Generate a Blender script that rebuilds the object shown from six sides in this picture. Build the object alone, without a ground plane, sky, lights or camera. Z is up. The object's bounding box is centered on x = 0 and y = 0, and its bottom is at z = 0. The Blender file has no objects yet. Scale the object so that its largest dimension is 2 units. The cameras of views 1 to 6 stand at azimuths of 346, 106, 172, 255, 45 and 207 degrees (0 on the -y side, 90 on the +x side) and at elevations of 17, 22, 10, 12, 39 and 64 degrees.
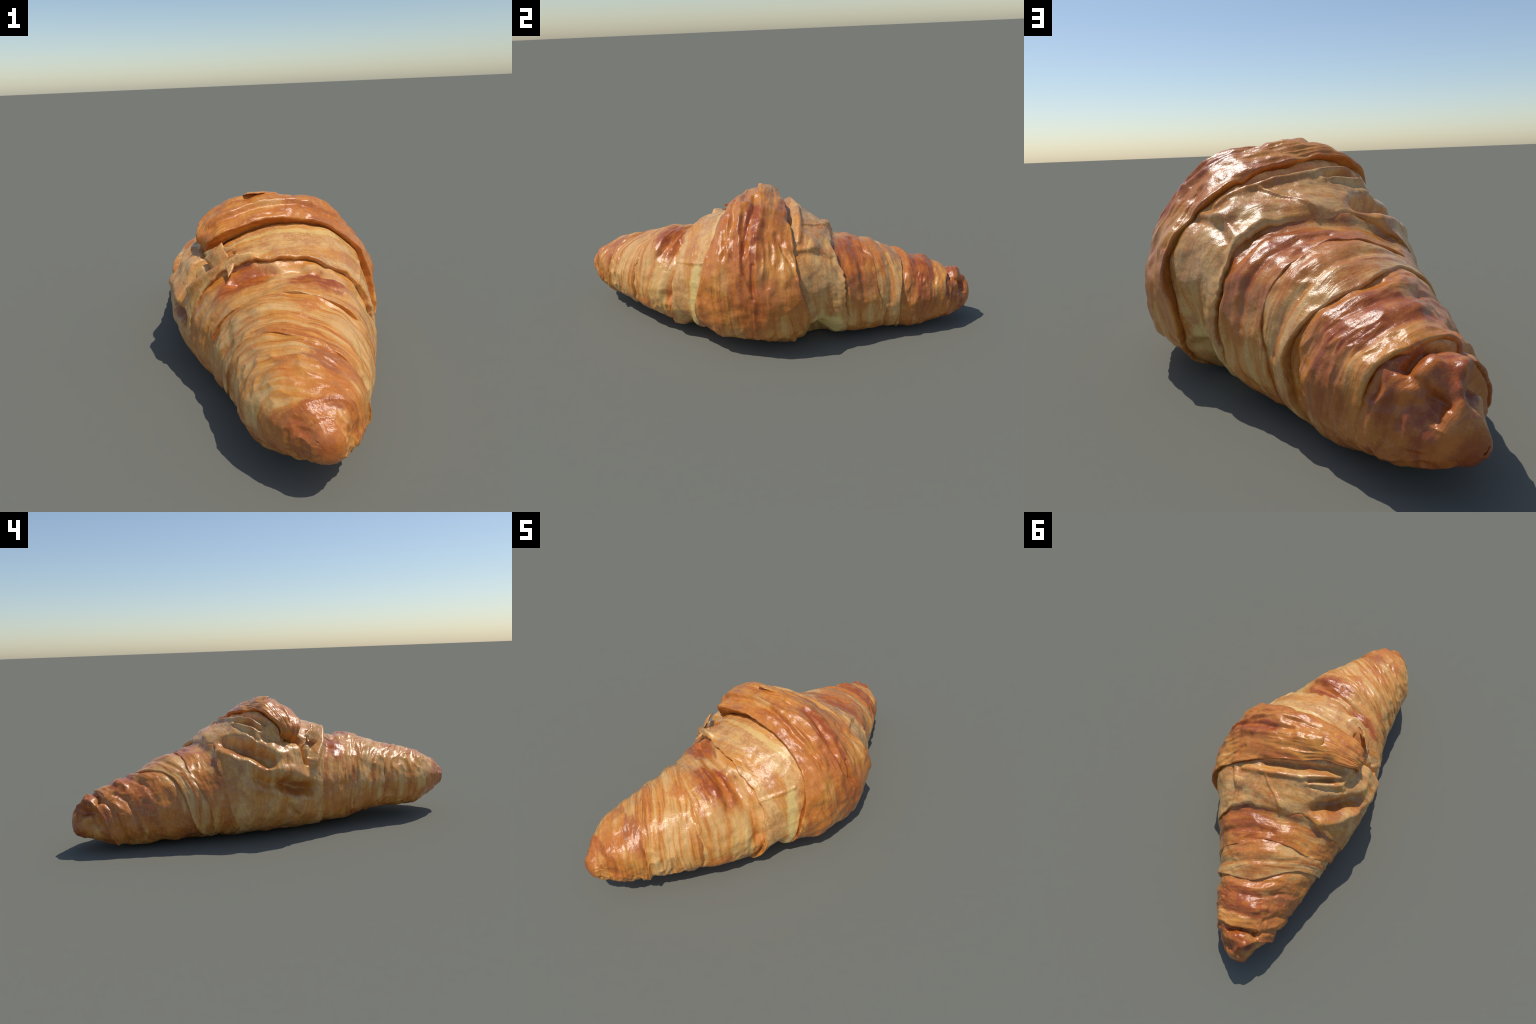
"""A baked croissant: a spindle of rolled dough whose overlapping wraps step up
from the two tips to a thick middle wrap, built wrap by wrap as lofted bands."""
import bpy, math
import numpy as np
from mathutils import Vector, Matrix

# ------------------------------------------------------------------ spindle
# stations along the roll: y, centre x, centre z, half width to +x, half width
# to -x, height above centre, depth below centre, lean of the section
STATIONS = np.array([
    (-1.00, -0.127, 0.198, 0.036, 0.045, 0.034, 0.051, -0.006),
    (-0.90, -0.117, 0.202, 0.117, 0.123, 0.110, 0.101, -0.015),
    (-0.80, -0.110, 0.191, 0.172, 0.181, 0.159, 0.124, -0.009),
    (-0.70, -0.093, 0.187, 0.209, 0.217, 0.190, 0.128, 0.011),
    (-0.60, -0.069, 0.189, 0.244, 0.245, 0.221, 0.134, 0.018),
    (-0.50, -0.047, 0.189, 0.276, 0.269, 0.249, 0.147, 0.013),
    (-0.40, -0.034, 0.181, 0.301, 0.293, 0.265, 0.165, 0.011),
    (-0.30, -0.025, 0.188, 0.332, 0.321, 0.304, 0.184, 0.020),
    (-0.20, -0.019, 0.203, 0.372, 0.356, 0.353, 0.203, 0.021),
    (-0.10, -0.012, 0.223, 0.411, 0.387, 0.409, 0.223, 0.010),
    (0.00, -0.012, 0.229, 0.422, 0.397, 0.433, 0.230, -0.016),
    (0.10, -0.007, 0.221, 0.421, 0.400, 0.402, 0.223, 0.031),
    (0.20, -0.012, 0.214, 0.405, 0.392, 0.348, 0.215, 0.050),
    (0.30, -0.025, 0.209, 0.364, 0.355, 0.292, 0.208, 0.073),
    (0.40, -0.049, 0.197, 0.314, 0.312, 0.243, 0.191, 0.084),
    (0.50, -0.074, 0.188, 0.272, 0.270, 0.219, 0.183, 0.069),
    (0.60, -0.101, 0.179, 0.234, 0.231, 0.197, 0.169, 0.061),
    (0.70, -0.121, 0.161, 0.207, 0.199, 0.170, 0.156, 0.042),
    (0.80, -0.134, 0.154, 0.172, 0.165, 0.151, 0.137, 0.025),
    (0.90, -0.145, 0.148, 0.113, 0.115, 0.122, 0.097, 0.011),
    (1.00, -0.170, 0.132, 0.030, 0.050, 0.058, 0.046, -0.005),
])

TIP_ROUND = 0.022


def catmull(table, y):
    n = len(table)
    f = np.clip((y + 1) / 2 * (n - 1), 0, n - 1 - 1e-6)
    i = f.astype(int)
    w = (f - i)[..., None]
    g = lambda k: table[np.clip(k, 0, n - 1), 1:]
    p0, p1, p2, p3 = g(i - 1), g(i), g(i + 1), g(i + 2)
    return .5 * (2 * p1 + (p2 - p0) * w + (2 * p0 - 5 * p1 + 4 * p2 - p3) * w ** 2
                 + (3 * p1 - p0 - 3 * p2 + p3) * w ** 3)


def base(theta, y):
    """point of the plain spindle at angle theta (0 = +x, 90 = top) and station y"""
    q = catmull(STATIONS, np.clip(y, -1, 1))
    t = np.radians(theta)
    c, s = np.cos(t), np.sin(t)
    p = 2.4 - .3 * np.tanh(s * 6)
    over = np.clip((np.abs(y) - (1 - TIP_ROUND)) / TIP_ROUND, 0, 1)
    shrink = np.sqrt(np.maximum(1 - over ** 2, 0))
    x = np.sign(c) * np.abs(c) ** (2 / p) * np.where(c > 0, q[..., 2], q[..., 3]) * shrink
    z = np.sign(s) * np.abs(s) ** (2 / p) * np.where(s > 0, q[..., 4], q[..., 5]) * shrink
    return np.stack([q[..., 0] + q[..., 6] * z + x, y + 0 * x, q[..., 1] + z], -1)


def normal(theta, y):
    e = .6
    a = base(theta + e, y) - base(theta - e, y)
    lim = 1 - TIP_ROUND * .35
    yy = np.clip(y, -lim, lim)
    b = base(theta, yy + .004) - base(theta, yy - .004)
    n = np.cross(b, a)
    n = n / np.maximum(np.linalg.norm(n, axis=-1, keepdims=True), 1e-9)
    return n


# -------------------------------------------------------------------- noise
RNG = np.random.default_rng(11)
PERM = RNG.permutation(256)
PERM = np.concatenate([PERM, PERM, PERM])
GRAD = RNG.normal(size=(256, 3))
GRAD /= np.linalg.norm(GRAD, axis=1, keepdims=True)


def noise3(p):
    i = np.floor(p).astype(np.int64)
    f = p - i
    w = f * f * f * (f * (f * 6 - 15) + 10)
    i &= 255
    out = 0
    for dx in (0, 1):
        for dy in (0, 1):
            for dz in (0, 1):
                h = PERM[PERM[PERM[i[..., 0] + dx] + i[..., 1] + dy] + i[..., 2] + dz]
                g = GRAD[h]
                d = (g * (f - np.array([dx, dy, dz]))).sum(-1)
                out = out + d * (w[..., 0] if dx else 1 - w[..., 0]) * (w[..., 1] if dy else 1 - w[..., 1]) * (w[..., 2] if dz else 1 - w[..., 2])
    return out * 1.6


def fbm(p, octaves=3):
    out, a = 0, 1.
    for k in range(octaves):
        out = out + a * noise3(p * 2 ** k + 17.3 * k)
        a *= .5
    return out


def around(pairs):
    """smooth periodic function of theta through (degrees, value) pairs"""
    pairs = sorted((a % 360, v) for a, v in pairs)
    a = np.array([p[0] for p in pairs])
    v = np.array([p[1] for p in pairs])
    a = np.concatenate([a - 360, a, a + 360])
    v = np.concatenate([v, v, v])
    d = np.diff(v) / np.diff(a)
    m = np.zeros(len(v))
    same = d[:-1] * d[1:] > 0
    m[1:-1][same] = 2 * d[:-1][same] * d[1:][same] / (d[:-1] + d[1:])[same]

    def f(t):
        t = np.asarray(t, float) % 360
        k = np.clip(np.searchsorted(a, t, side='right') - 1, 0, len(a) - 2)
        h = a[k + 1] - a[k]
        u = (t - a[k]) / h
        return ((2 * u ** 3 - 3 * u ** 2 + 1) * v[k] + (u ** 3 - 2 * u ** 2 + u) * h * m[k]
                + (-2 * u ** 3 + 3 * u ** 2) * v[k + 1] + (u ** 3 - u ** 2) * h * m[k + 1])
    return f


# ------------------------------------------------- where the wraps end (theta, y)
EDGE = {
    'front_cap': around([(-60, -.81), (-24, -.815), (0, -.82), (30, -.81), (55, -.79), (75, -.755), (95, -.71), (120, -.64), (147, -.585), (170, -.565), (190, -.55), (215, -.50), (245, -.52), (270, -.68)]),
    'front_stripes': around([(-60, -.64), (-20, -.63), (25, -.615), (45, -.595), (65, -.565), (85, -.53), (100, -.495), (123, -.44), (148, -.39), (178, -.365), (215, -.36), (270, -.52)]),
    'front_panel': around([(-60, -.38), (-20, -.365), (10, -.35), (30, -.335), (50, -.33), (70, -.325), (90, -.31), (100, -.30), (113, -.275), (125, -.262), (146, -.225), (180, -.20), (225, -.21), (270, -.32)]),
    'ridge_front': around([(-70, -.20), (-60, -.235), (-20, -.215), (0, -.205), (14, -.18), (25, -.16), (40, -.145), (60, -.142), (77, -.140), (95, -.140), (110, -.138), (125, -.130), (137, -.11), (150, -.11), (230, -.06), (270, -.15)]),
    'ridge_back': around([(-70, .17), (-45, .23), (-25, .27), (-10, .30), (5, .305), (17, .275), (35, .25), (53, .225), (65, .20), (80, .165), (95, .125), (107, .075), (125, .03), (137, -.012), (150, -.02), (230, .06), (270, .13)]),
    'back_panel': around([(-60, .42), (-20, .46), (3, .457), (25, .45), (40, .428), (50, .405), (66, .38), (85, .362), (95, .355), (105, .34), (120, .305), (138, .31), (160, .30), (185, .27), (230, .22), (270, .31)]),
    'back_red': around([(-60, .60), (-10, .62), (20, .59), (43, .57), (64, .545), (78, .51), (94, .475), (118, .45), (135, .442), (157, .41), (185, .36), (215, .345), (236, .31), (270, .45)]),
    'back_stripes': around([(-60, .67), (-30, .683), (13, .685), (38, .69), (62, .685), (83, .672), (103, .625), (112, .595), (126, .55), (137, .52), (168, .475), (209, .425), (236, .385), (270, .55)]),
    'back_cap': around([(-60, .86), (-10, .877), (22, .886), (44, .885), (75, .89), (100, .868), (128, .845), (142, .882), (164, .86), (190, .83), (224, .785), (270, .83)]),
}

# ------------------------------------------------------ folds, creases and dents
# kind, (theta, y) path, half width, depth (m; up is positive)
STROKES = [
    # hollow under the back of the middle wrap, with two thin layers standing in it
    ('dent', [(76, .190), (86, .172), (100, .14), (114, .095), (126, .06)], .020, -.032),
    ('dent', [(60, .240), (82, .218), (102, .172), (116, .118), (126, .075)], .015, .014),
    ('dent', [(108, .172), (118, .132), (130, .085)], .012, -.020),
    ('dent', [(107, .185), (116, .158), (127, .120), (134, .07)], .012, .007),
    ('dent', [(111, .188), (120, .165), (137, .11)], .012, -.008),
    # deep pocket and the shelf of dough below it
    ('dent', [(124, .238), (133, .205), (141, .165), (150, .115), (157, .075)], .036, -.066),
    ('dent', [(132, .285), (139, .245), (148, .19), (158, .12), (165, .01), (169, -.09)], .030, .018),
    ('dent', [(166, .14), (172, .09), (174, .03)], .020, -.028),
    ('dent', [(175, .0), (178, -.06), (178, -.12)], .028, -.078),
    ('dent', [(189, -.02), (202, -.057)], .014, -.018),
    # sunken pale sheet under the end of the middle wrap
    ('dent', [(138, .05), (142, .0), (143, -.06), (139, -.10)], .045, -.040),
    ('dent', [(137, -.125), (148, -.115), (158, -.125)], .014, -.035),
    ('dent', [(112, -.262), (135, -.226), (157, -.16)], .018, .022),
    ('dent', [(122, -.20), (140, -.175), (152, -.15)], .012, -.02),
    # gully before the back panel and the step across that panel
    ('dent', [(40, .425), (60, .40), (82, .385), (100, .365), (122, .34), (134, .325)], .024, -.008),
    ('fold', [(51, .25), (57, .32), (54, .38), (42, .42), (25, .455), (10, .462)], .030, -.010),
    ('dent', [(80, .235), (86, .272), (91, .292), (96, .325)], .008, .007),
    # grooves along the middle wrap
    ('fold', [(126, -.068), (112, -.075), (102, -.066), (90, -.067), (76, -.072), (57, -.075), (44, -.065), (34, -.05)], .022, -.013),
    ('fold', [(80, -.045), (59, -.010), (40, .012), (25, .032), (13, .08)], .020, .008),
    ('dent', [(66, -.062), (54, -.047), (42, -.058)], .014, -.012),
    ('dent', [(80, .009), (67, .033), (50, .026), (36, .035)], .014, -.012),
    ('dent', [(56, .15), (49, .181), (39, .226), (30, .242)], .012, -.010),
    ('dent', [(30, .075), (15, .078), (10, .088)], .008, -.010),
    # broad swell of the belly and shoulder, sunken back of the crest
    ('dent', [(-10, .02), (8, .02), (28, .04), (44, .06)], .16, .011),
    ('dent', [(30, .22), (45, .30), (48, .42)], .10, .012),
    ('dent', [(62, .29), (78, .31), (94, .32)], .045, .010),
    ('dent', [(106, .37), (128, .36)], .05, -.010),
    ('dent', [(40, .56), (60, .54), (90, .52), (125, .51)], .05, .006),
    ('dent', [(-40, -.16), (-58, -.15)], .05, -.035),
    ('dent', [(72, .06), (60, .075), (48, .07)], .018, .010),
    ('dent', [(70, -.02), (58, -.012), (45, -.02)], .016, .010),
    ('dent', [(28, .0), (16, .01), (6, .02)], .022, .008),
    ('dent', [(110, .02), (96, .015), (86, .02)], .03, .010),
    # hollow between the middle wrap and the back layers, low on the +x side
    ('dent', [(5, .36), (-12, .37), (-30, .37), (-50, .34)], .05, -.020),
    ('dent', [(-28, .335), (-45, .325), (-62, .32)], .042, -.06),
    # hollows below the front panel
    ('dent', [(66, -.368), (50, -.378), (34, -.373), (20, -.38), (5, -.378)], .028, -.034),
    ('dent', [(128, -.302), (112, -.318), (98, -.338), (84, -.345)], .024, -.032),
    ('dent', [(-25, -.29), (-40, -.27), (-60, -.25)], .05, -.036),
    ('fold', [(112, -.375), (86, -.398), (69, -.43), (51, -.46)], .035, .012),
    ('dent', [(95, -.45), (75, -.47), (55, -.49)], .05, .010),
    ('dent', [(39, -.325), (36, -.261), (33, -.187)], .008, .006),
    ('fold', [(34, -.814), (5, -.822), (-20, -.81), (-41, -.80)], .03, .009),
    # creases between the coils of the back arm
    ('dent', [(10, .53), (25, .52), (45, .505), (70, .47), (95, .435)], .014, -.007),
    ('dent', [(30, .50), (60, .455), (95, .415), (115, .40)], .020, .005),
    ('dent', [(5, .645), (25, .645), (48, .635), (68, .615), (90, .575), (112, .53), (130, .48)], .012, -.006),
    ('dent', [(10, .615), (50, .60), (80, .56), (105, .51)], .018, .004),
    ('dent', [(15, .745), (50, .755), (80, .74), (105, .71), (130, .65), (160, .61)], .014, -.006),
    ('dent', [(20, .72), (60, .715), (90, .695), (115, .65)], .016, .004),
    ('dent', [(20, .83), (55, .835), (85, .82), (112, .785)], .012, -.005),
    ('dent', [(30, .795), (70, .79), (100, .77)], .020, .004),
    # curled back tip
    ('fold', [(92, .895), (98, .94), (105, .985)], .022, .006),
    ('fold', [(55, .90), (65, .95), (80, .99)], .022, -.006),
    ('dent', [(35, .97), (55, .965), (70, .97)], .022, -.016),
    ('dent', [(122, .955), (140, .97), (155, .975)], .022, -.014),
    ('dent', [(62, .913), (74, .905), (96, .886), (122, .870), (135, .872)], .014, -.032),
    ('dent', [(85, .925), (102, .925), (118, .93)], .026, .010),
    ('dent', [(145, .931), (158, .900), (182, .886)], .028, -.030),
    ('dent', [(100, .962), (119, .918), (142, .888), (164, .862), (190, .832), (224, .79)], .012, .012),
    ('dent', [(197, .94), (215, .97), (235, .96)], .030, .006),
    ('dent', [(138, .847), (154, .812), (182, .785), (223, .742)], .014, -.014),
    ('dent', [(128, .79), (142, .745), (169, .714), (195, .688), (226, .647)], .012, -.010),
    ('dent', [(102, .778), (116, .745)], .022, .010),
    ('dent', [(20, .93), (-5, .92), (-25, .91)], .02, -.012),
]


def smoothstep(a, b, x):
    t = np.clip((x - a) / (b - a), 0, 1)
    return t * t * (3 - 2 * t)


def stroke_field(points, normals):
    """sum of all folds and dents at the given points of the plain spindle"""
    flat, nrm = points.reshape(-1, 3), normals.reshape(-1, 3)
    out = np.zeros(len(flat))
    for kind, path, width, depth in STROKES:
        t = np.array([p[0] for p in path], float)
        y = np.array([p[1] for p in path], float)
        k = np.linspace(0, len(path) - 1, 12 * (len(path) - 1) + 1)
        spine = base(np.interp(k, range(len(path)), t), np.interp(k, range(len(path)), y))
        lo, hi = spine.min(0) - 2.6 * width, spine.max(0) + 2.6 * width
        near = np.where(((flat > lo) & (flat < hi)).all(1))[0]
        if not len(near):
            continue
        P = flat[near]
        best = np.full(len(P), 9.)
        idx = np.zeros(len(P), int)
        for j, s in enumerate(spine):
            d = ((P - s) ** 2).sum(1)
            m = d < best
            best[m] = d[m]
            idx[m] = j
        tan = np.gradient(spine, axis=0)
        tan /= np.linalg.norm(tan, axis=1, keepdims=True)
        gap = np.linalg.norm(np.diff(spine, axis=0), axis=1).max()
        rel = P - spine[idx]
        along = (rel * tan[idx]).sum(1)
        inner = (idx > 0) & (idx < len(spine) - 1)
        along = np.where(inner, along, np.where(idx == 0, np.maximum(along, 0), np.minimum(along, 0)))
        along = np.clip(along, -gap, gap)
        dist = np.sqrt(np.maximum(best - along ** 2, 0))
        wob = 1 + .35 * noise3(P * 14 + 3.1)
        g = np.exp(-(dist / (width * wob)) ** 2)
        if kind == 'fold':
            side = (np.cross(tan[idx], nrm[near]) * (P - spine[idx])).sum(1)
            out[near] += depth * np.tanh(side / (.3 * width)) * g
        else:
            out[near] += depth * g
    return out.reshape(points.shape[:-1])


def relief(theta, y, s, P, N, seed, ribs, lumps):
    """surface relief of baked dough: lumps, ribs that run round the roll, grain"""
    t = np.radians(theta)
    ring = np.stack([s * 0, np.cos(t), np.sin(t)], -1)
    d = lumps * (.007 * fbm(P * 5.5 + seed, 2) + .0035 * fbm(P * 15 + seed, 2))
    across = s + .010 * noise3(P * 4 + seed * 3)
    q1 = ring * 1.5 + np.stack([across * 17, 0 * s + seed, 0 * s], -1)
    q2 = ring * 2.6 + np.stack([across * 36, 0 * s + seed * 2, 0 * s], -1)
    q3 = ring * 4.5 + np.stack([across * 95, 0 * s - seed, 0 * s], -1)
    r1 = noise3(q1)
    r2 = 1 - 2 * np.abs(noise3(q2))
    r3 = noise3(q3)
    gate = smoothstep(-.5, .5, noise3(P * 5 - seed))
    d = d + ribs * (.0055 * r1 + .0045 * (r2 - .45) * gate + .0007 * r3)
    d = d + .0007 * fbm(P * 42 + seed, 2)
    return d


def make_mesh(name, grid, material, closed_round, cap_first=False, cap_last=False):
    rows, cols = grid.shape[:2]
    verts = grid.reshape(-1, 3)
    i = np.arange(rows - 1)[:, None] * cols
    if closed_round:
        j = np.arange(cols)
        j2 = (j + 1) % cols
    else:
        j = np.arange(cols - 1)
        j2 = j + 1
    quads = np.stack([i + j, i + j2, i + cols + j2, i + cols + j], -1).reshape(-1, 4)
    mesh = bpy.data.meshes.new(name)
    mesh.vertices.add(len(verts))
    mesh.vertices.foreach_set('co', verts.astype(np.float32).ravel())
    mesh.loops.add(quads.size)
    mesh.loops.foreach_set('vertex_index', quads.astype(np.int32).ravel())
    mesh.polygons.add(len(quads))
    mesh.polygons.foreach_set('loop_start', np.arange(0, quads.size, 4, dtype=np.int32))
    mesh.update(calc_edges=True)
    mesh.validate()
    mesh.shade_smooth()
    mesh.materials.append(material)
    obj = bpy.data.objects.new(name, mesh)
    bpy.context.scene.collection.objects.link(obj)
    return obj


def flatten_base(grid):
    """the roll rests on the ground: nothing sinks below z = 0"""
    z = grid[..., 2]
    z = z - .004
    k = .006
    grid[..., 2] = np.where(z < k, k * np.exp((z - k) / k), z)
    return grid


def band(name, material, lo, hi, lo_kind, hi_kind, seed, ribs=1., lumps=1., extra=None,
         span=None, columns=640, jag=.002, lo_size=.003, hi_size=.003, wall=.015, step=.0034):
    """One wrap of dough between the edge curves lo and hi. An edge that shows is a
    'lip' (rounded, undercut); one that runs on below its neighbour is a 'tuck';
    'tip' is a closed end."""
    if span is None:
        theta = np.linspace(-90, 270, columns, endpoint=False)
    else:
        theta = np.linspace(span[0], span[1], columns)
    low, high = lo(theta), hi(theta)
    ring = np.stack([np.cos(np.radians(theta)), np.sin(np.radians(theta))], -1)
    edge_noise = lambda k: jag * (fbm(np.concatenate([ring * 4, 0 * ring[:, :1] + k], 1), 3) + .3 * noise3(np.concatenate([ring * 15, 0 * ring[:, :1] + k], 1)))
    if lo_kind == 'lip':
        low = low + edge_noise(seed)
    if hi_kind == 'lip':
        high = high + edge_noise(seed + 50)
    width = float(np.mean(high - low))
    n = max(int(width / step), 8)
    u = np.linspace(0, 1, n)
    near_edge = np.array([.0012, .0026, .005]) / max(width, .02)
    u = np.unique(np.concatenate([u, near_edge, 1 - near_edge]))
    s_rows, drop_rows, y_rows = [], [], []
    lo_size = lo_size(theta) if callable(lo_size) else lo_size + 0 * theta
    hi_size = hi_size(theta) if callable(hi_size) else hi_size + 0 * theta
    for k in u:
        y_rows.append(low + k * (high - low))
    Y = np.array(y_rows)
    drop = np.zeros_like(Y)
    if lo_kind == 'lip':
        R = lo_size
        a = np.clip((Y - low) / R, 0, 1)
        drop += R * .8 * (1 - np.sqrt(1 - (1 - a) ** 2))
        under = [(.9 * R + .004, .010 + 2.6 * R + wall), (.9 * R, .006 + 2.6 * R), (.5 * R, .004 + 2 * R), (.1 * R, 1.4 * R)]
        Y = np.concatenate([[low + b for b, _ in under], Y])
        drop = np.concatenate([[0 * low + c for _, c in under], drop])
    elif lo_kind == 'tuck':
        pre = [(-.035, .04), (-.025, .026), (-.016, .012), (-.008, .003)]
        Y = np.concatenate([[low + b for b, _ in pre], Y])
        drop = np.concatenate([[0 * low + c for _, c in pre], drop])
    if hi_kind == 'lip':
        R = hi_size
        a = np.clip((high - Y) / R, 0, 1)
        drop += R * .8 * (1 - np.sqrt(1 - (1 - a) ** 2)) * (Y <= high + 1e-6)
        under = [(-.1 * R, 1.4 * R), (-.5 * R, .004 + 2 * R), (-.9 * R, .006 + 2.6 * R), (-.9 * R - .004, .010 + 2.6 * R + wall)]
        Y = np.concatenate([Y, [high + b for b, _ in under]])
        drop = np.concatenate([drop, [0 * high + c for _, c in under]])
    elif hi_kind == 'tuck':
        post = [(.008, .003), (.016, .012), (.025, .026), (.035, .04)]
        Y = np.concatenate([Y, [high + b for b, _ in post]])
        drop = np.concatenate([drop, [0 * high + c for _, c in post]])
    T = np.broadcast_to(theta, Y.shape)
    Y = np.clip(Y, -1, 1)
    P, N = base(T, Y), normal(T, Y)
    uu = (Y - low) / np.maximum(high - low, 1e-3)
    s = float(np.mean(low)) + uu * width
    d = relief(T, Y, s, P, N, seed, ribs, lumps) + stroke_field(P, N)
    tipfade = smoothstep(1.0, .972, np.abs(Y))
    d = d * tipfade
    if extra is not None:
        d = d + extra(T, Y, low, high)
    d = d - drop - .001 * tipfade
    if span is not None:
        # the flap's ends: rounded and turned under
        for end, reach in ((0, span[2]), (1, span[3])):
            a = (T - span[0]) if end == 0 else (span[1] - T)
            m = np.clip(1 - a / reach, 0, 1)
            d = d - (.010 * (1 - np.sqrt(1 - np.minimum(m * 1.0, 1) ** 2)) + .045 * smoothstep(.8, 1., m))
    grid = flatten_base(P + N * d[..., None])
    return make_mesh(name, grid, material, span is None)


def near(dist, reach):
    return np.exp(-(np.maximum(dist, 0) / reach) ** 1.5)


def lift(front=None, back=None):
    """raise (or lower) a band along its two edges: (function of theta, reach)"""
    def f(T, Y, low, high):
        d = 0
        if front:
            d = d + front[0](T) * near(Y - low, front[1])
        if back:
            d = d + back[0](T) * near(high - Y, back[1])
        return d
    return f


def patch(name, material, corners, bulge=.0, thick=.006, n=18, seed=0):
    """a thin torn flake: four (theta, y, height) corners, bilinear, with thickness"""
    a = np.linspace(0, 1, n)
    U, V = np.meshgrid(a, a, indexing='ij')
    c = np.array(corners, float)
    q = ((1 - U) * (1 - V))[..., None] * c[0] + (U * (1 - V))[..., None] * c[1] + (U * V)[..., None] * c[2] + ((1 - U) * V)[..., None] * c[3]
    P, N = base(q[..., 0], q[..., 1]), normal(q[..., 0], q[..., 1])
    wave = .003 * fbm(P * 30 + seed, 2)
    h = q[..., 2] + bulge * 16 * U * (1 - U) * V * (1 - V) + wave
    jag = .004 * fbm(P * 45 + seed + 9, 2)
    edge = np.minimum(np.minimum(U, 1 - U), np.minimum(V, 1 - V))
    P = P + np.stack([jag * 0, jag, jag * 0], -1) * (edge < .02)[..., None]
    th = thick * np.sqrt(np.clip(edge / .12, .05, 1))
    top, bot = P + N * (h + th / 2)[..., None], P + N * (h - th / 2)[..., None]
    grid = np.concatenate([top, bot[::-1]], 0)
    verts = np.concatenate([top.reshape(-1, 3), bot.reshape(-1, 3)])
    faces = []
    m = n * n
    for i in range(n - 1):
        for j in range(n - 1):
            k = i * n + j
            faces.append((k, k + n, k + n + 1, k + 1))
            faces.append((m + k, m + k + 1, m + k + n + 1, m + k + n))
    rim = [(0, j) for j in range(n)] + [(i, n - 1) for i in range(1, n)] + [(n - 1, j) for j in range(n - 2, -1, -1)] + [(i, 0) for i in range(n - 2, 0, -1)]
    rim = [i * n + j for i, j in rim]
    for k, r in enumerate(rim):
        r2 = rim[(k + 1) % len(rim)]
        faces.append((r, r2, m + r2, m + r))
    mesh = bpy.data.meshes.new(name)
    mesh.from_pydata(verts.tolist(), [], faces)
    mesh.update()
    mesh.shade_smooth()
    mesh.materials.append(material)
    obj = bpy.data.objects.new(name, mesh)
    bpy.context.scene.collection.objects.link(obj)
    return obj


# ---------------------------------------------------------------- materials
CREAM = (.82, .57, .20)
PALE = (.77, .44, .155)
GOLD = (.71, .285, .045)
ORANGE = (.59, .175, .026)
RUST = (.36, .077, .017)
DARK = (.15, .032, .015)


class Nodes:
    def __init__(self, name):
        self.mat = bpy.data.materials.new(name)
        self.mat.use_nodes = True
        self.tree = self.mat.node_tree
        self.bsdf = self.tree.nodes['Principled BSDF']

    def new(self, kind, **inputs):
        node = self.tree.nodes.new(kind)
        for key, value in inputs.items():
            self.put(node.inputs[key.replace('_', ' ')], value)
        return node

    def put(self, socket, value):
        if isinstance(value, bpy.types.NodeSocket):
            self.tree.links.new(value, socket)
        else:
            socket.default_value = value

    def math(self, op, a, b=0., clamp=False):
        n = self.tree.nodes.new('ShaderNodeMath')
        n.operation = op
        n.use_clamp = clamp
        self.put(n.inputs[0], a)
        self.put(n.inputs[1], b)
        return n.outputs[0]

    def vec(self, op, a, b=None, out=0):
        n = self.tree.nodes.new('ShaderNodeVectorMath')
        n.operation = op
        self.put(n.inputs[0], a)
        if b is not None:
            self.put(n.inputs[1], b)
        return n.outputs[out]

    def noise(self, vector, scale, detail=3., rough=.55, distortion=0.):
        n = self.new('ShaderNodeTexNoise', Vector=vector, Scale=scale, Detail=detail, Roughness=rough, Distortion=distortion)
        return self.stretch(n.outputs['Fac'])

    def stretch(self, x):
        """noise clusters round .5: spread it over 0 to 1"""
        n = self.tree.nodes.new('ShaderNodeMapRange')
        self.put(n.inputs['Value'], x)
        n.inputs['From Min'].default_value = .28
        n.inputs['From Max'].default_value = .72
        return n.outputs['Result']

    def ramp(self, x, a, b):
        n = self.tree.nodes.new('ShaderNodeMapRange')
        n.interpolation_type = 'SMOOTHSTEP'
        self.put(n.inputs['Value'], x)
        n.inputs['From Min'].default_value = a
        n.inputs['From Max'].default_value = b
        return n.outputs['Result']

    def mix(self, fac, a, b):
        n = self.tree.nodes.new('ShaderNodeMix')
        n.data_type = 'RGBA'
        self.put(n.inputs[0], fac)
        for s, v in ((n.inputs[6], a), (n.inputs[7], b)):
            self.put(s, v if isinstance(v, bpy.types.NodeSocket) else (*v, 1))
        return n.outputs[2]


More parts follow.
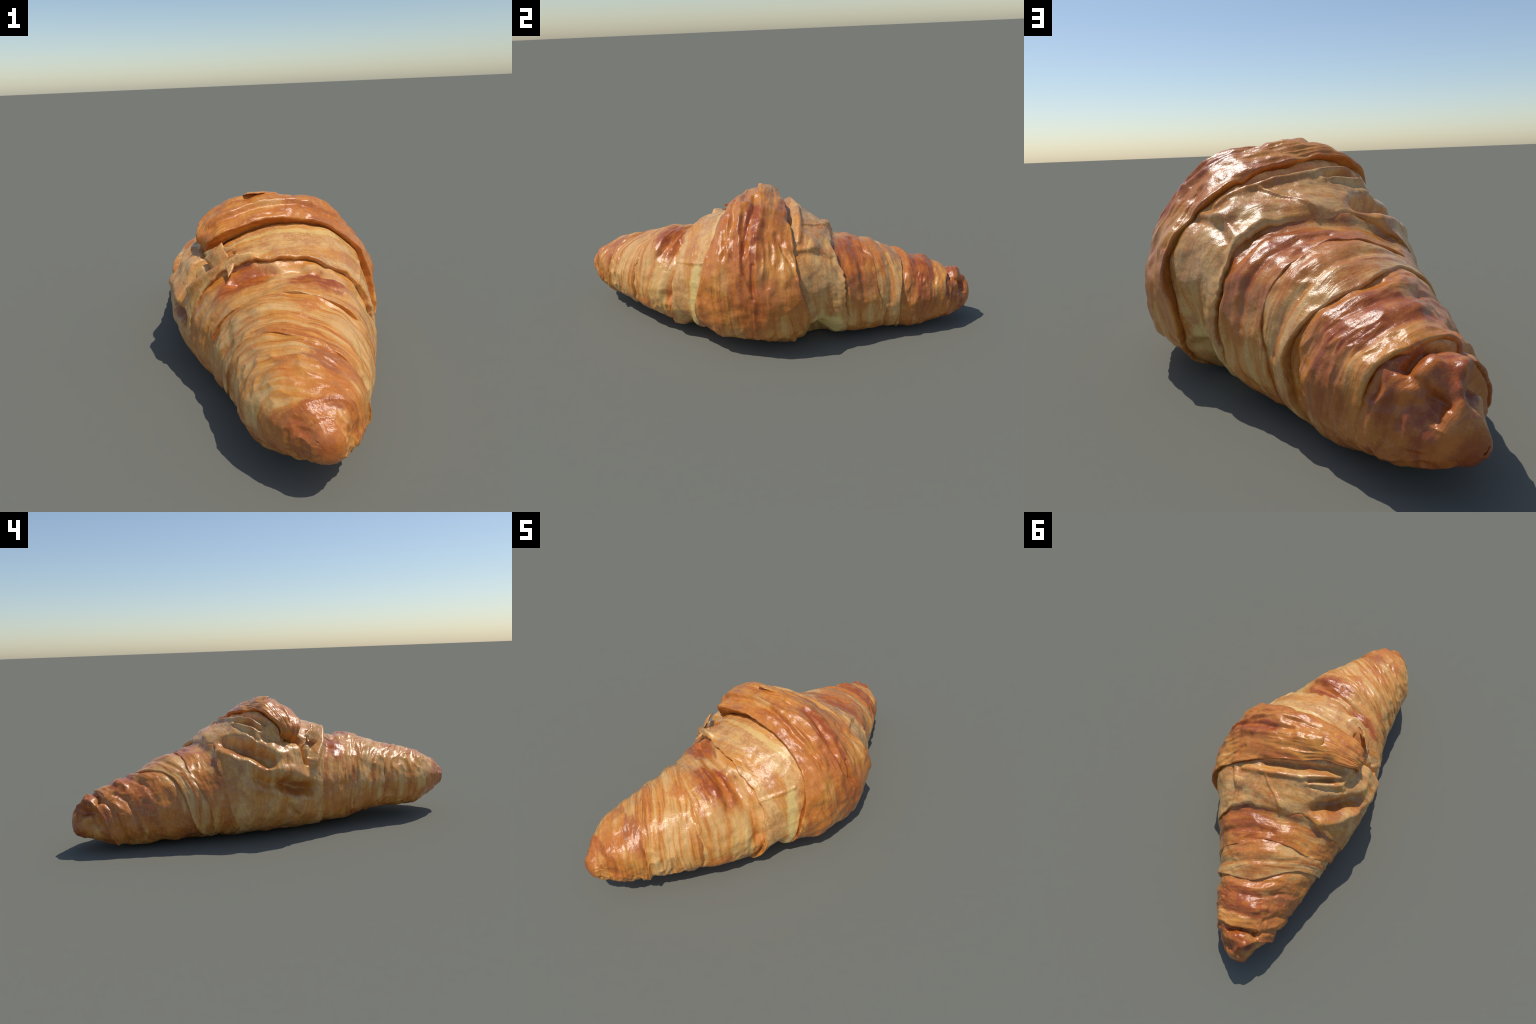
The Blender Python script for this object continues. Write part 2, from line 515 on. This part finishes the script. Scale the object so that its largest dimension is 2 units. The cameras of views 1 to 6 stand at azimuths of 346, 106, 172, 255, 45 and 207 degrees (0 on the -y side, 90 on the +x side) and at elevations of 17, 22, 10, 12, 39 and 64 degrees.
def pastry(name, tilt, seed, pale=.5, stripes=.6, mottle=.4, bake=.5, rust=(), cream=(), rough=.25, fine=.3):
    """glazed laminated dough. tilt: normal of the planes in which the layers run;
    rust / cream: darker and lighter places, (centre, radii, strength)"""
    g = Nodes(name)
    P = g.new('ShaderNodeTexCoord').outputs['Object']
    wobble = g.new('ShaderNodeTexNoise', Vector=P, Scale=3.5, Detail=2.).outputs['Color']
    W = g.vec('ADD', P, g.vec('MULTIPLY', g.vec('SUBTRACT', wobble, (.5, .5, .5)), (.07, .07, .07)))
    turn = Vector(tilt).normalized().rotation_difference(Vector((0, 1, 0))).to_euler()
    m = g.new('ShaderNodeMapping', Vector=W)
    m.inputs['Rotation'].default_value = turn
    m.inputs['Location'].default_value = (seed * 1.7, seed * .9, -seed)
    L = m.outputs['Vector']
    wide = g.noise(g.vec('MULTIPLY', L, (1.6, 17., 1.6)), 1., 4., .6)
    thin = g.noise(g.vec('MULTIPLY', L, (3.4, 52., 3.4)), 1., 4., .6)
    hair = g.noise(g.vec('MULTIPLY', L, (9., 150., 9.)), 1., 3., .6)
    Q = g.vec('ADD', P, (seed * 2.3, seed, seed * .7))
    cloud = g.noise(Q, 4.5, 4., .6)
    blot = g.noise(Q, 17., 6., .68)
    speck = g.noise(Q, 70., 6., .7)
    grain = g.noise(Q, 160., 3., .6)

    # lamination: pale and golden layers
    def blend(*terms):
        out = None
        for value, weight in terms:
            t = g.math('MULTIPLY', value, weight)
            out = t if out is None else g.math('ADD', out, t)
        return out
    layer = blend((wide, .8 - fine), (thin, fine), (cloud, .2))
    at = .5 + (pale - .5) * .55
    col = g.mix(g.ramp(layer, at - .14, at + .14), PALE, GOLD)
    deep = g.ramp(blend((thin, .6), (wide, .4)), .48, .80)
    col = g.mix(g.math('MULTIPLY', deep, stripes), col, ORANGE)
    heat = blend((cloud, .55), (wide, .25), (blot, .2))
    heat = g.ramp(heat, .75 - .5 * bake, .95 - .5 * bake)
    col = g.mix(g.math('MULTIPLY', heat, .8), col, ORANGE)
    toast = g.noise(g.vec('MULTIPLY', L, (3.2, 11., 3.2)), 1., 5., .65)
    toast = g.ramp(blend((toast, .6), (cloud, .25), (blot, .15)), .78 - .36 * bake, 1.02 - .36 * bake)
    col = g.mix(g.math('MULTIPLY', toast, .65), col, RUST)
    line = g.ramp(blend((hair, .45), (thin, .55)), .58, .76)
    col = g.mix(g.math('MULTIPLY', line, .7 * stripes), col, RUST)
    # blistered skin: rusty freckles on the pale dough
    spots = g.ramp(blend((speck, .5), (blot, .5)), .36, .70)
    col = g.mix(g.math('MULTIPLY', spots, mottle * .85), col, (.53, .205, .062))
    flecks = g.ramp(blend((speck, .65), (grain, .35)), .56, .78)
    col = g.mix(g.math('MULTIPLY', flecks, .45 * mottle), col, (.82, .55, .22))
    ragged = g.math('ADD', g.math('MULTIPLY', g.math('SUBTRACT', blot, .5), .55), g.math('MULTIPLY', g.math('SUBTRACT', layer, .5), .9))

    def place(centre, radii):
        v = g.vec('DIVIDE', g.vec('SUBTRACT', W, centre), radii)
        r = g.vec('LENGTH', v, out=1)
        return g.ramp(g.math('SUBTRACT', g.math('SUBTRACT', 1.2, r), g.math('MULTIPLY', ragged, .9)), .0, .55)
    for centre, radii, strength in cream:
        col = g.mix(g.math('MULTIPLY', place(centre, radii), strength), col, CREAM)
    for centre, radii, strength in rust:
        k = place(centre, radii)
        shade = g.mix(g.ramp(g.math('ADD', g.math('MULTIPLY', blot, .5), g.math('MULTIPLY', thin, .5)), .35, .75), RUST, ORANGE)
        if strength > 1:
            shade = g.mix(g.ramp(blot, .3, .7), DARK, RUST)
        col = g.mix(g.math('MULTIPLY', k, min(strength, 1.)), col, shade)
    tone = g.new('ShaderNodeHueSaturation', Color=col, Saturation=1.0)
    g.put(tone.inputs['Value'], g.math('ADD', .88, blend((grain, .08), (speck, .12), (hair, .04))))
    g.put(g.bsdf.inputs['Base Color'], tone.outputs['Color'])
    g.put(g.bsdf.inputs['Roughness'], g.math('ADD', rough - .06, g.math('MULTIPLY', speck, .12)))
    g.bsdf.inputs['Specular IOR Level'].default_value = .6
    h = blend((thin, .32), (hair, .04), (speck, .14), (blot, .5))
    bump = g.new('ShaderNodeBump', Height=h, Strength=.6, Distance=.005)
    g.put(g.bsdf.inputs['Normal'], bump.outputs['Normal'])
    return g.mat


def tilt_of(*edges):
    """normal of the plane that fits the given edge curves best"""
    A, b = [], []
    t = np.linspace(-20, 200, 45)
    for k, e in enumerate(edges):
        p = base(t, e(t))
        one = np.zeros((len(t), len(edges)))
        one[:, k] = 1
        A.append(np.concatenate([p[:, [0, 2]], one], 1))
        b.append(p[:, 1])
    m = np.linalg.lstsq(np.concatenate(A), np.concatenate(b), rcond=None)[0]
    return (-m[0], 1., -m[1])


# ------------------------------------------------------------------- build
E = EDGE
flat = lambda v: around([(0, v), (180, v)])
END_A, END_B = flat(-1.0), flat(1.0)

skin_front_tip = pastry('glazed_tip_skin', tilt_of(E['front_cap']), 1.3, pale=.32, stripes=.8, mottle=.25, bake=.52,
    rust=[((.0, -.80, .30), (.16, .05, .12), .8), ((-.12, -.93, .25), (.2, .014, .12), .8), ((-.13, -1., .18), (.06, .03, .06), .7)], fine=.6)
skin_stripes = pastry('striped_layer_skin', tilt_of(E['front_cap'], E['front_stripes']), 2.6, pale=.41, stripes=.8, mottle=.3, bake=.5, fine=.5)
skin_front_red = pastry('baked_layer_skin', tilt_of(E['front_stripes'], E['front_panel']), 3.1, pale=.33, stripes=.5, mottle=.5, bake=.56,
    rust=[((.06, -.44, .42), (.13, .075, .12), 1.), ((-.2, -.31, .41), (.12, .06, .12), .95)],
    cream=[((.24, -.44, .24), (.10, .06, .16), .35)])
skin_inner = pastry('blistered_layer_skin', tilt_of(E['front_panel'], E['ridge_back'], E['back_panel']), 4.7, pale=.55, stripes=.15, mottle=1., bake=.36,
    rust=[((-.28, .19, .42), (.05, .07, .05), .7), ((-.38, -.06, .24), (.05, .07, .04), .7), ((-.15, .12, .56), (.12, .02, .05), .5)],  # first two: darker orange-brown patches in the pocket and the lower hollow
    cream=[((.33, -.212, .24), (.08, .032, .25), 1.), ((.22, .36, .10), (.14, .10, .08), 1.), ((.02, -.155, .56), (.3, .014, .14), .6)])
skin_ridge = pastry('middle_wrap_skin', tilt_of(E['ridge_front'], E['ridge_back']), 5.2, pale=.20, stripes=.8, mottle=.3, bake=.74,
    rust=[((.27, .035, .48), (.18, .08, .24), 1.), ((.38, .08, .26), (.1, .09, .16), .7), ((.05, .14, .6), (.25, .03, .1), .6)])
skin_back_red = pastry('baked_layer_skin', tilt_of(E['back_panel'], E['back_red']), 6.4, pale=.30, stripes=.7, mottle=.35, bake=.77,  # back arm skins, here to the tip, tinted redder and darker for sky-lit shade
    rust=[((.06, .45, .40), (.22, .08, .14), .9), ((.16, .50, .3), (.08, .06, .08), .6)])
skin_back_stripes = pastry('striped_layer_skin', tilt_of(E['back_red'], E['back_stripes']), 7.9, pale=.48, stripes=.9, mottle=.6, bake=.6, fine=.5)
skin_back_cap = pastry('baked_layer_skin', tilt_of(E['back_stripes'], E['back_cap']), 8.8, pale=.30, stripes=.7, mottle=.5, bake=.79,
    rust=[((-.08, .76, .29), (.18, .07, .10), .95), ((.02, .80, .16), (.08, .06, .08), .7)])
skin_back_tip = pastry('glazed_tip_skin', tilt_of(E['back_cap']), 9.5, pale=.18, stripes=.8, mottle=.3, bake=.8,
    rust=[((-.1, .93, .22), (.14, .08, .09), 1.), ((-.14, .99, .1), (.12, .06, .07), 1.)])

top = lambda v, side=0., belly=0.: around([(-90, belly), (-40, side), (0, side), (40, v), (80, v), (130, v), (150, side * .3), (190, 0), (230, 0)])

parts = []


def coiled_end(T, Y, low, high):
    """the narrow end shows the coil of the roll: a step and fine spiral rings"""
    turn = (-Y) * 30 + T / 360
    saw = turn - np.floor(turn)
    rings = .004 * (saw - .5) * smoothstep(-.86, -.93, Y) * smoothstep(-1., -.975, Y)
    upper = around([(-90, .3), (0, .8), (60, 1), (150, 1), (200, .4)])(T)
    return rings - .006 * upper * smoothstep(-.925, -.942, Y) * smoothstep(-1., -.97, Y)


parts.append(band('tip', skin_front_tip, END_A, E['front_cap'], 'tip', 'tuck', 1., ribs=1.3, lumps=.8, extra=coiled_end))
parts.append(band('dough_layer', skin_stripes, E['front_cap'], E['front_stripes'], 'lip', 'tuck', 2., ribs=1.5, lumps=.8,
    extra=lift((flat(.001), .03)), lo_size=.002))
parts.append(band('dough_layer', skin_front_red, E['front_stripes'], E['front_panel'], 'lip', 'tuck', 3., ribs=1.2, lumps=1.1,
    extra=lift((flat(.0015), .03), (top(-.014, -.01), .05))))


def inner_shape(T, Y, low, high):
    d = top(.013, .014)(T) * near(Y - low, .05) + around([(-60, 0), (-20, .008), (0, .012), (40, .014), (80, .003), (120, -.005), (145, .002), (170, 0), (250, 0)])(T) * near(high - Y, .05)
    a, b = E['ridge_front'](T), E['ridge_back'](T)
    under = around([(-90, .5), (-70, 1), (130, 1), (139, 1), (144, 0), (200, 0), (250, 0)])(T)
    mid = smoothstep(-.004, .02, Y - a) * smoothstep(-.004, .02, b - Y)
    front = around([(0, -.012), (40, -.022), (70, -.032), (100, -.050), (135, -.055), (150, 0), (250, 0)])(T)
    back = around([(0, -.008), (60, -.010), (130, -.010), (150, 0), (250, 0)])(T)
    w = np.clip((Y - a) / np.maximum(b - a, .01), 0, 1)
    d = d + under * ((front * (1 - w) + back * w) * near(np.maximum(a - Y, Y - b), .055) - .02 * mid)
    return d


parts.append(band('dough_layer', skin_inner, E['front_panel'], E['back_panel'], 'lip', 'lip', 4., ribs=.55, lumps=1.1, extra=inner_shape, columns=800, step=.0026, jag=.009,
    lo_size=around([(-90, .003), (-30, .006), (60, .006), (130, .007), (160, .002), (230, .002)]), hi_size=around([(-90, .002), (-10, .004), (60, .012), (130, .012), (150, .002), (230, .002)])))


def ridge_shape(T, Y, low, high):
    front = around([(-90, .004), (-40, .012), (0, .014), (40, .010), (70, -.006), (95, -.006), (112, .006), (128, .016), (137, .022)])(T)
    back = around([(-90, .004), (-40, .010), (0, .010), (60, .010), (110, .010), (137, .014)])(T)
    return -.002 + front * near(Y - low, .06) + back * near(high - Y, .06)


parts.append(band('middle_wrap', skin_ridge, E['ridge_front'], E['ridge_back'], 'lip', 'lip', 5., ribs=1.0, lumps=1.5,
    extra=ridge_shape, span=(-100, 138.5, 12, 3.0), columns=560, jag=.005, lo_size=.006, hi_size=.006, wall=.045))
parts.append(band('dough_layer', skin_back_red, E['back_panel'], E['back_red'], 'tuck', 'lip', 6., ribs=1.2, lumps=1.,
    extra=lift((top(-.008, -.004), .05), (flat(.001), .03)), hi_size=.003))
parts.append(band('dough_layer', skin_back_stripes, E['back_red'], E['back_stripes'], 'tuck', 'lip', 7., ribs=1.2, lumps=.9,
    extra=lift((flat(-.003), .02), (flat(.003), .05)), hi_size=.005))
parts.append(band('dough_layer', skin_back_cap, E['back_stripes'], E['back_cap'], 'tuck', 'lip', 8., ribs=1.1, lumps=1.2,
    extra=lift((flat(-.008), .04), (flat(.004), .03)), hi_size=.008))
parts.append(band('tip', skin_back_tip, E['back_cap'], END_B, 'tuck', 'tip', 9., ribs=1., lumps=1.3,
    extra=lift((flat(-.006), .02))))

FLAKES = [
    (skin_ridge, [(86, .06, .0), (103, .045, .001), (100, -.015, .016), (90, .0, .004)], .004),
    (skin_inner, [(139, -.15, .0), (137, -.23, -.01), (124, -.235, .025), (124, -.175, .030)], .008),
    (skin_inner, [(118, -.235, .012), (128, -.235, .012), (130, -.292, .012), (125, -.275, .010)], .002),
    (skin_inner, [(138, -.13, .0), (136, -.20, .0), (118, -.225, .035), (128, -.17, .02)], .004),
    (skin_front_red, [(46, -.605, -.006), (44, -.575, -.006), (33, -.590, -.001), (28, -.612, -.002)], .002),
    (skin_back_tip, [(178, .93, -.012), (232, .93, -.014), (222, .990, .000), (196, .988, .004)], .004),
]
for k, (skin, corners, bulge) in enumerate(FLAKES):
    parts.append(patch('pastry_flake', skin, corners, bulge, seed=k * 3.3))

# --------------------------------------------------- fit the frame, parenting
thing = bpy.data.objects.new('croissant', None)
bpy.context.scene.collection.objects.link(thing)
thing['label'] = 'golden glazed croissant with flaky overlapping dough layers'
thing['category'] = 'pastry'
for p in parts:
    p.parent = thing
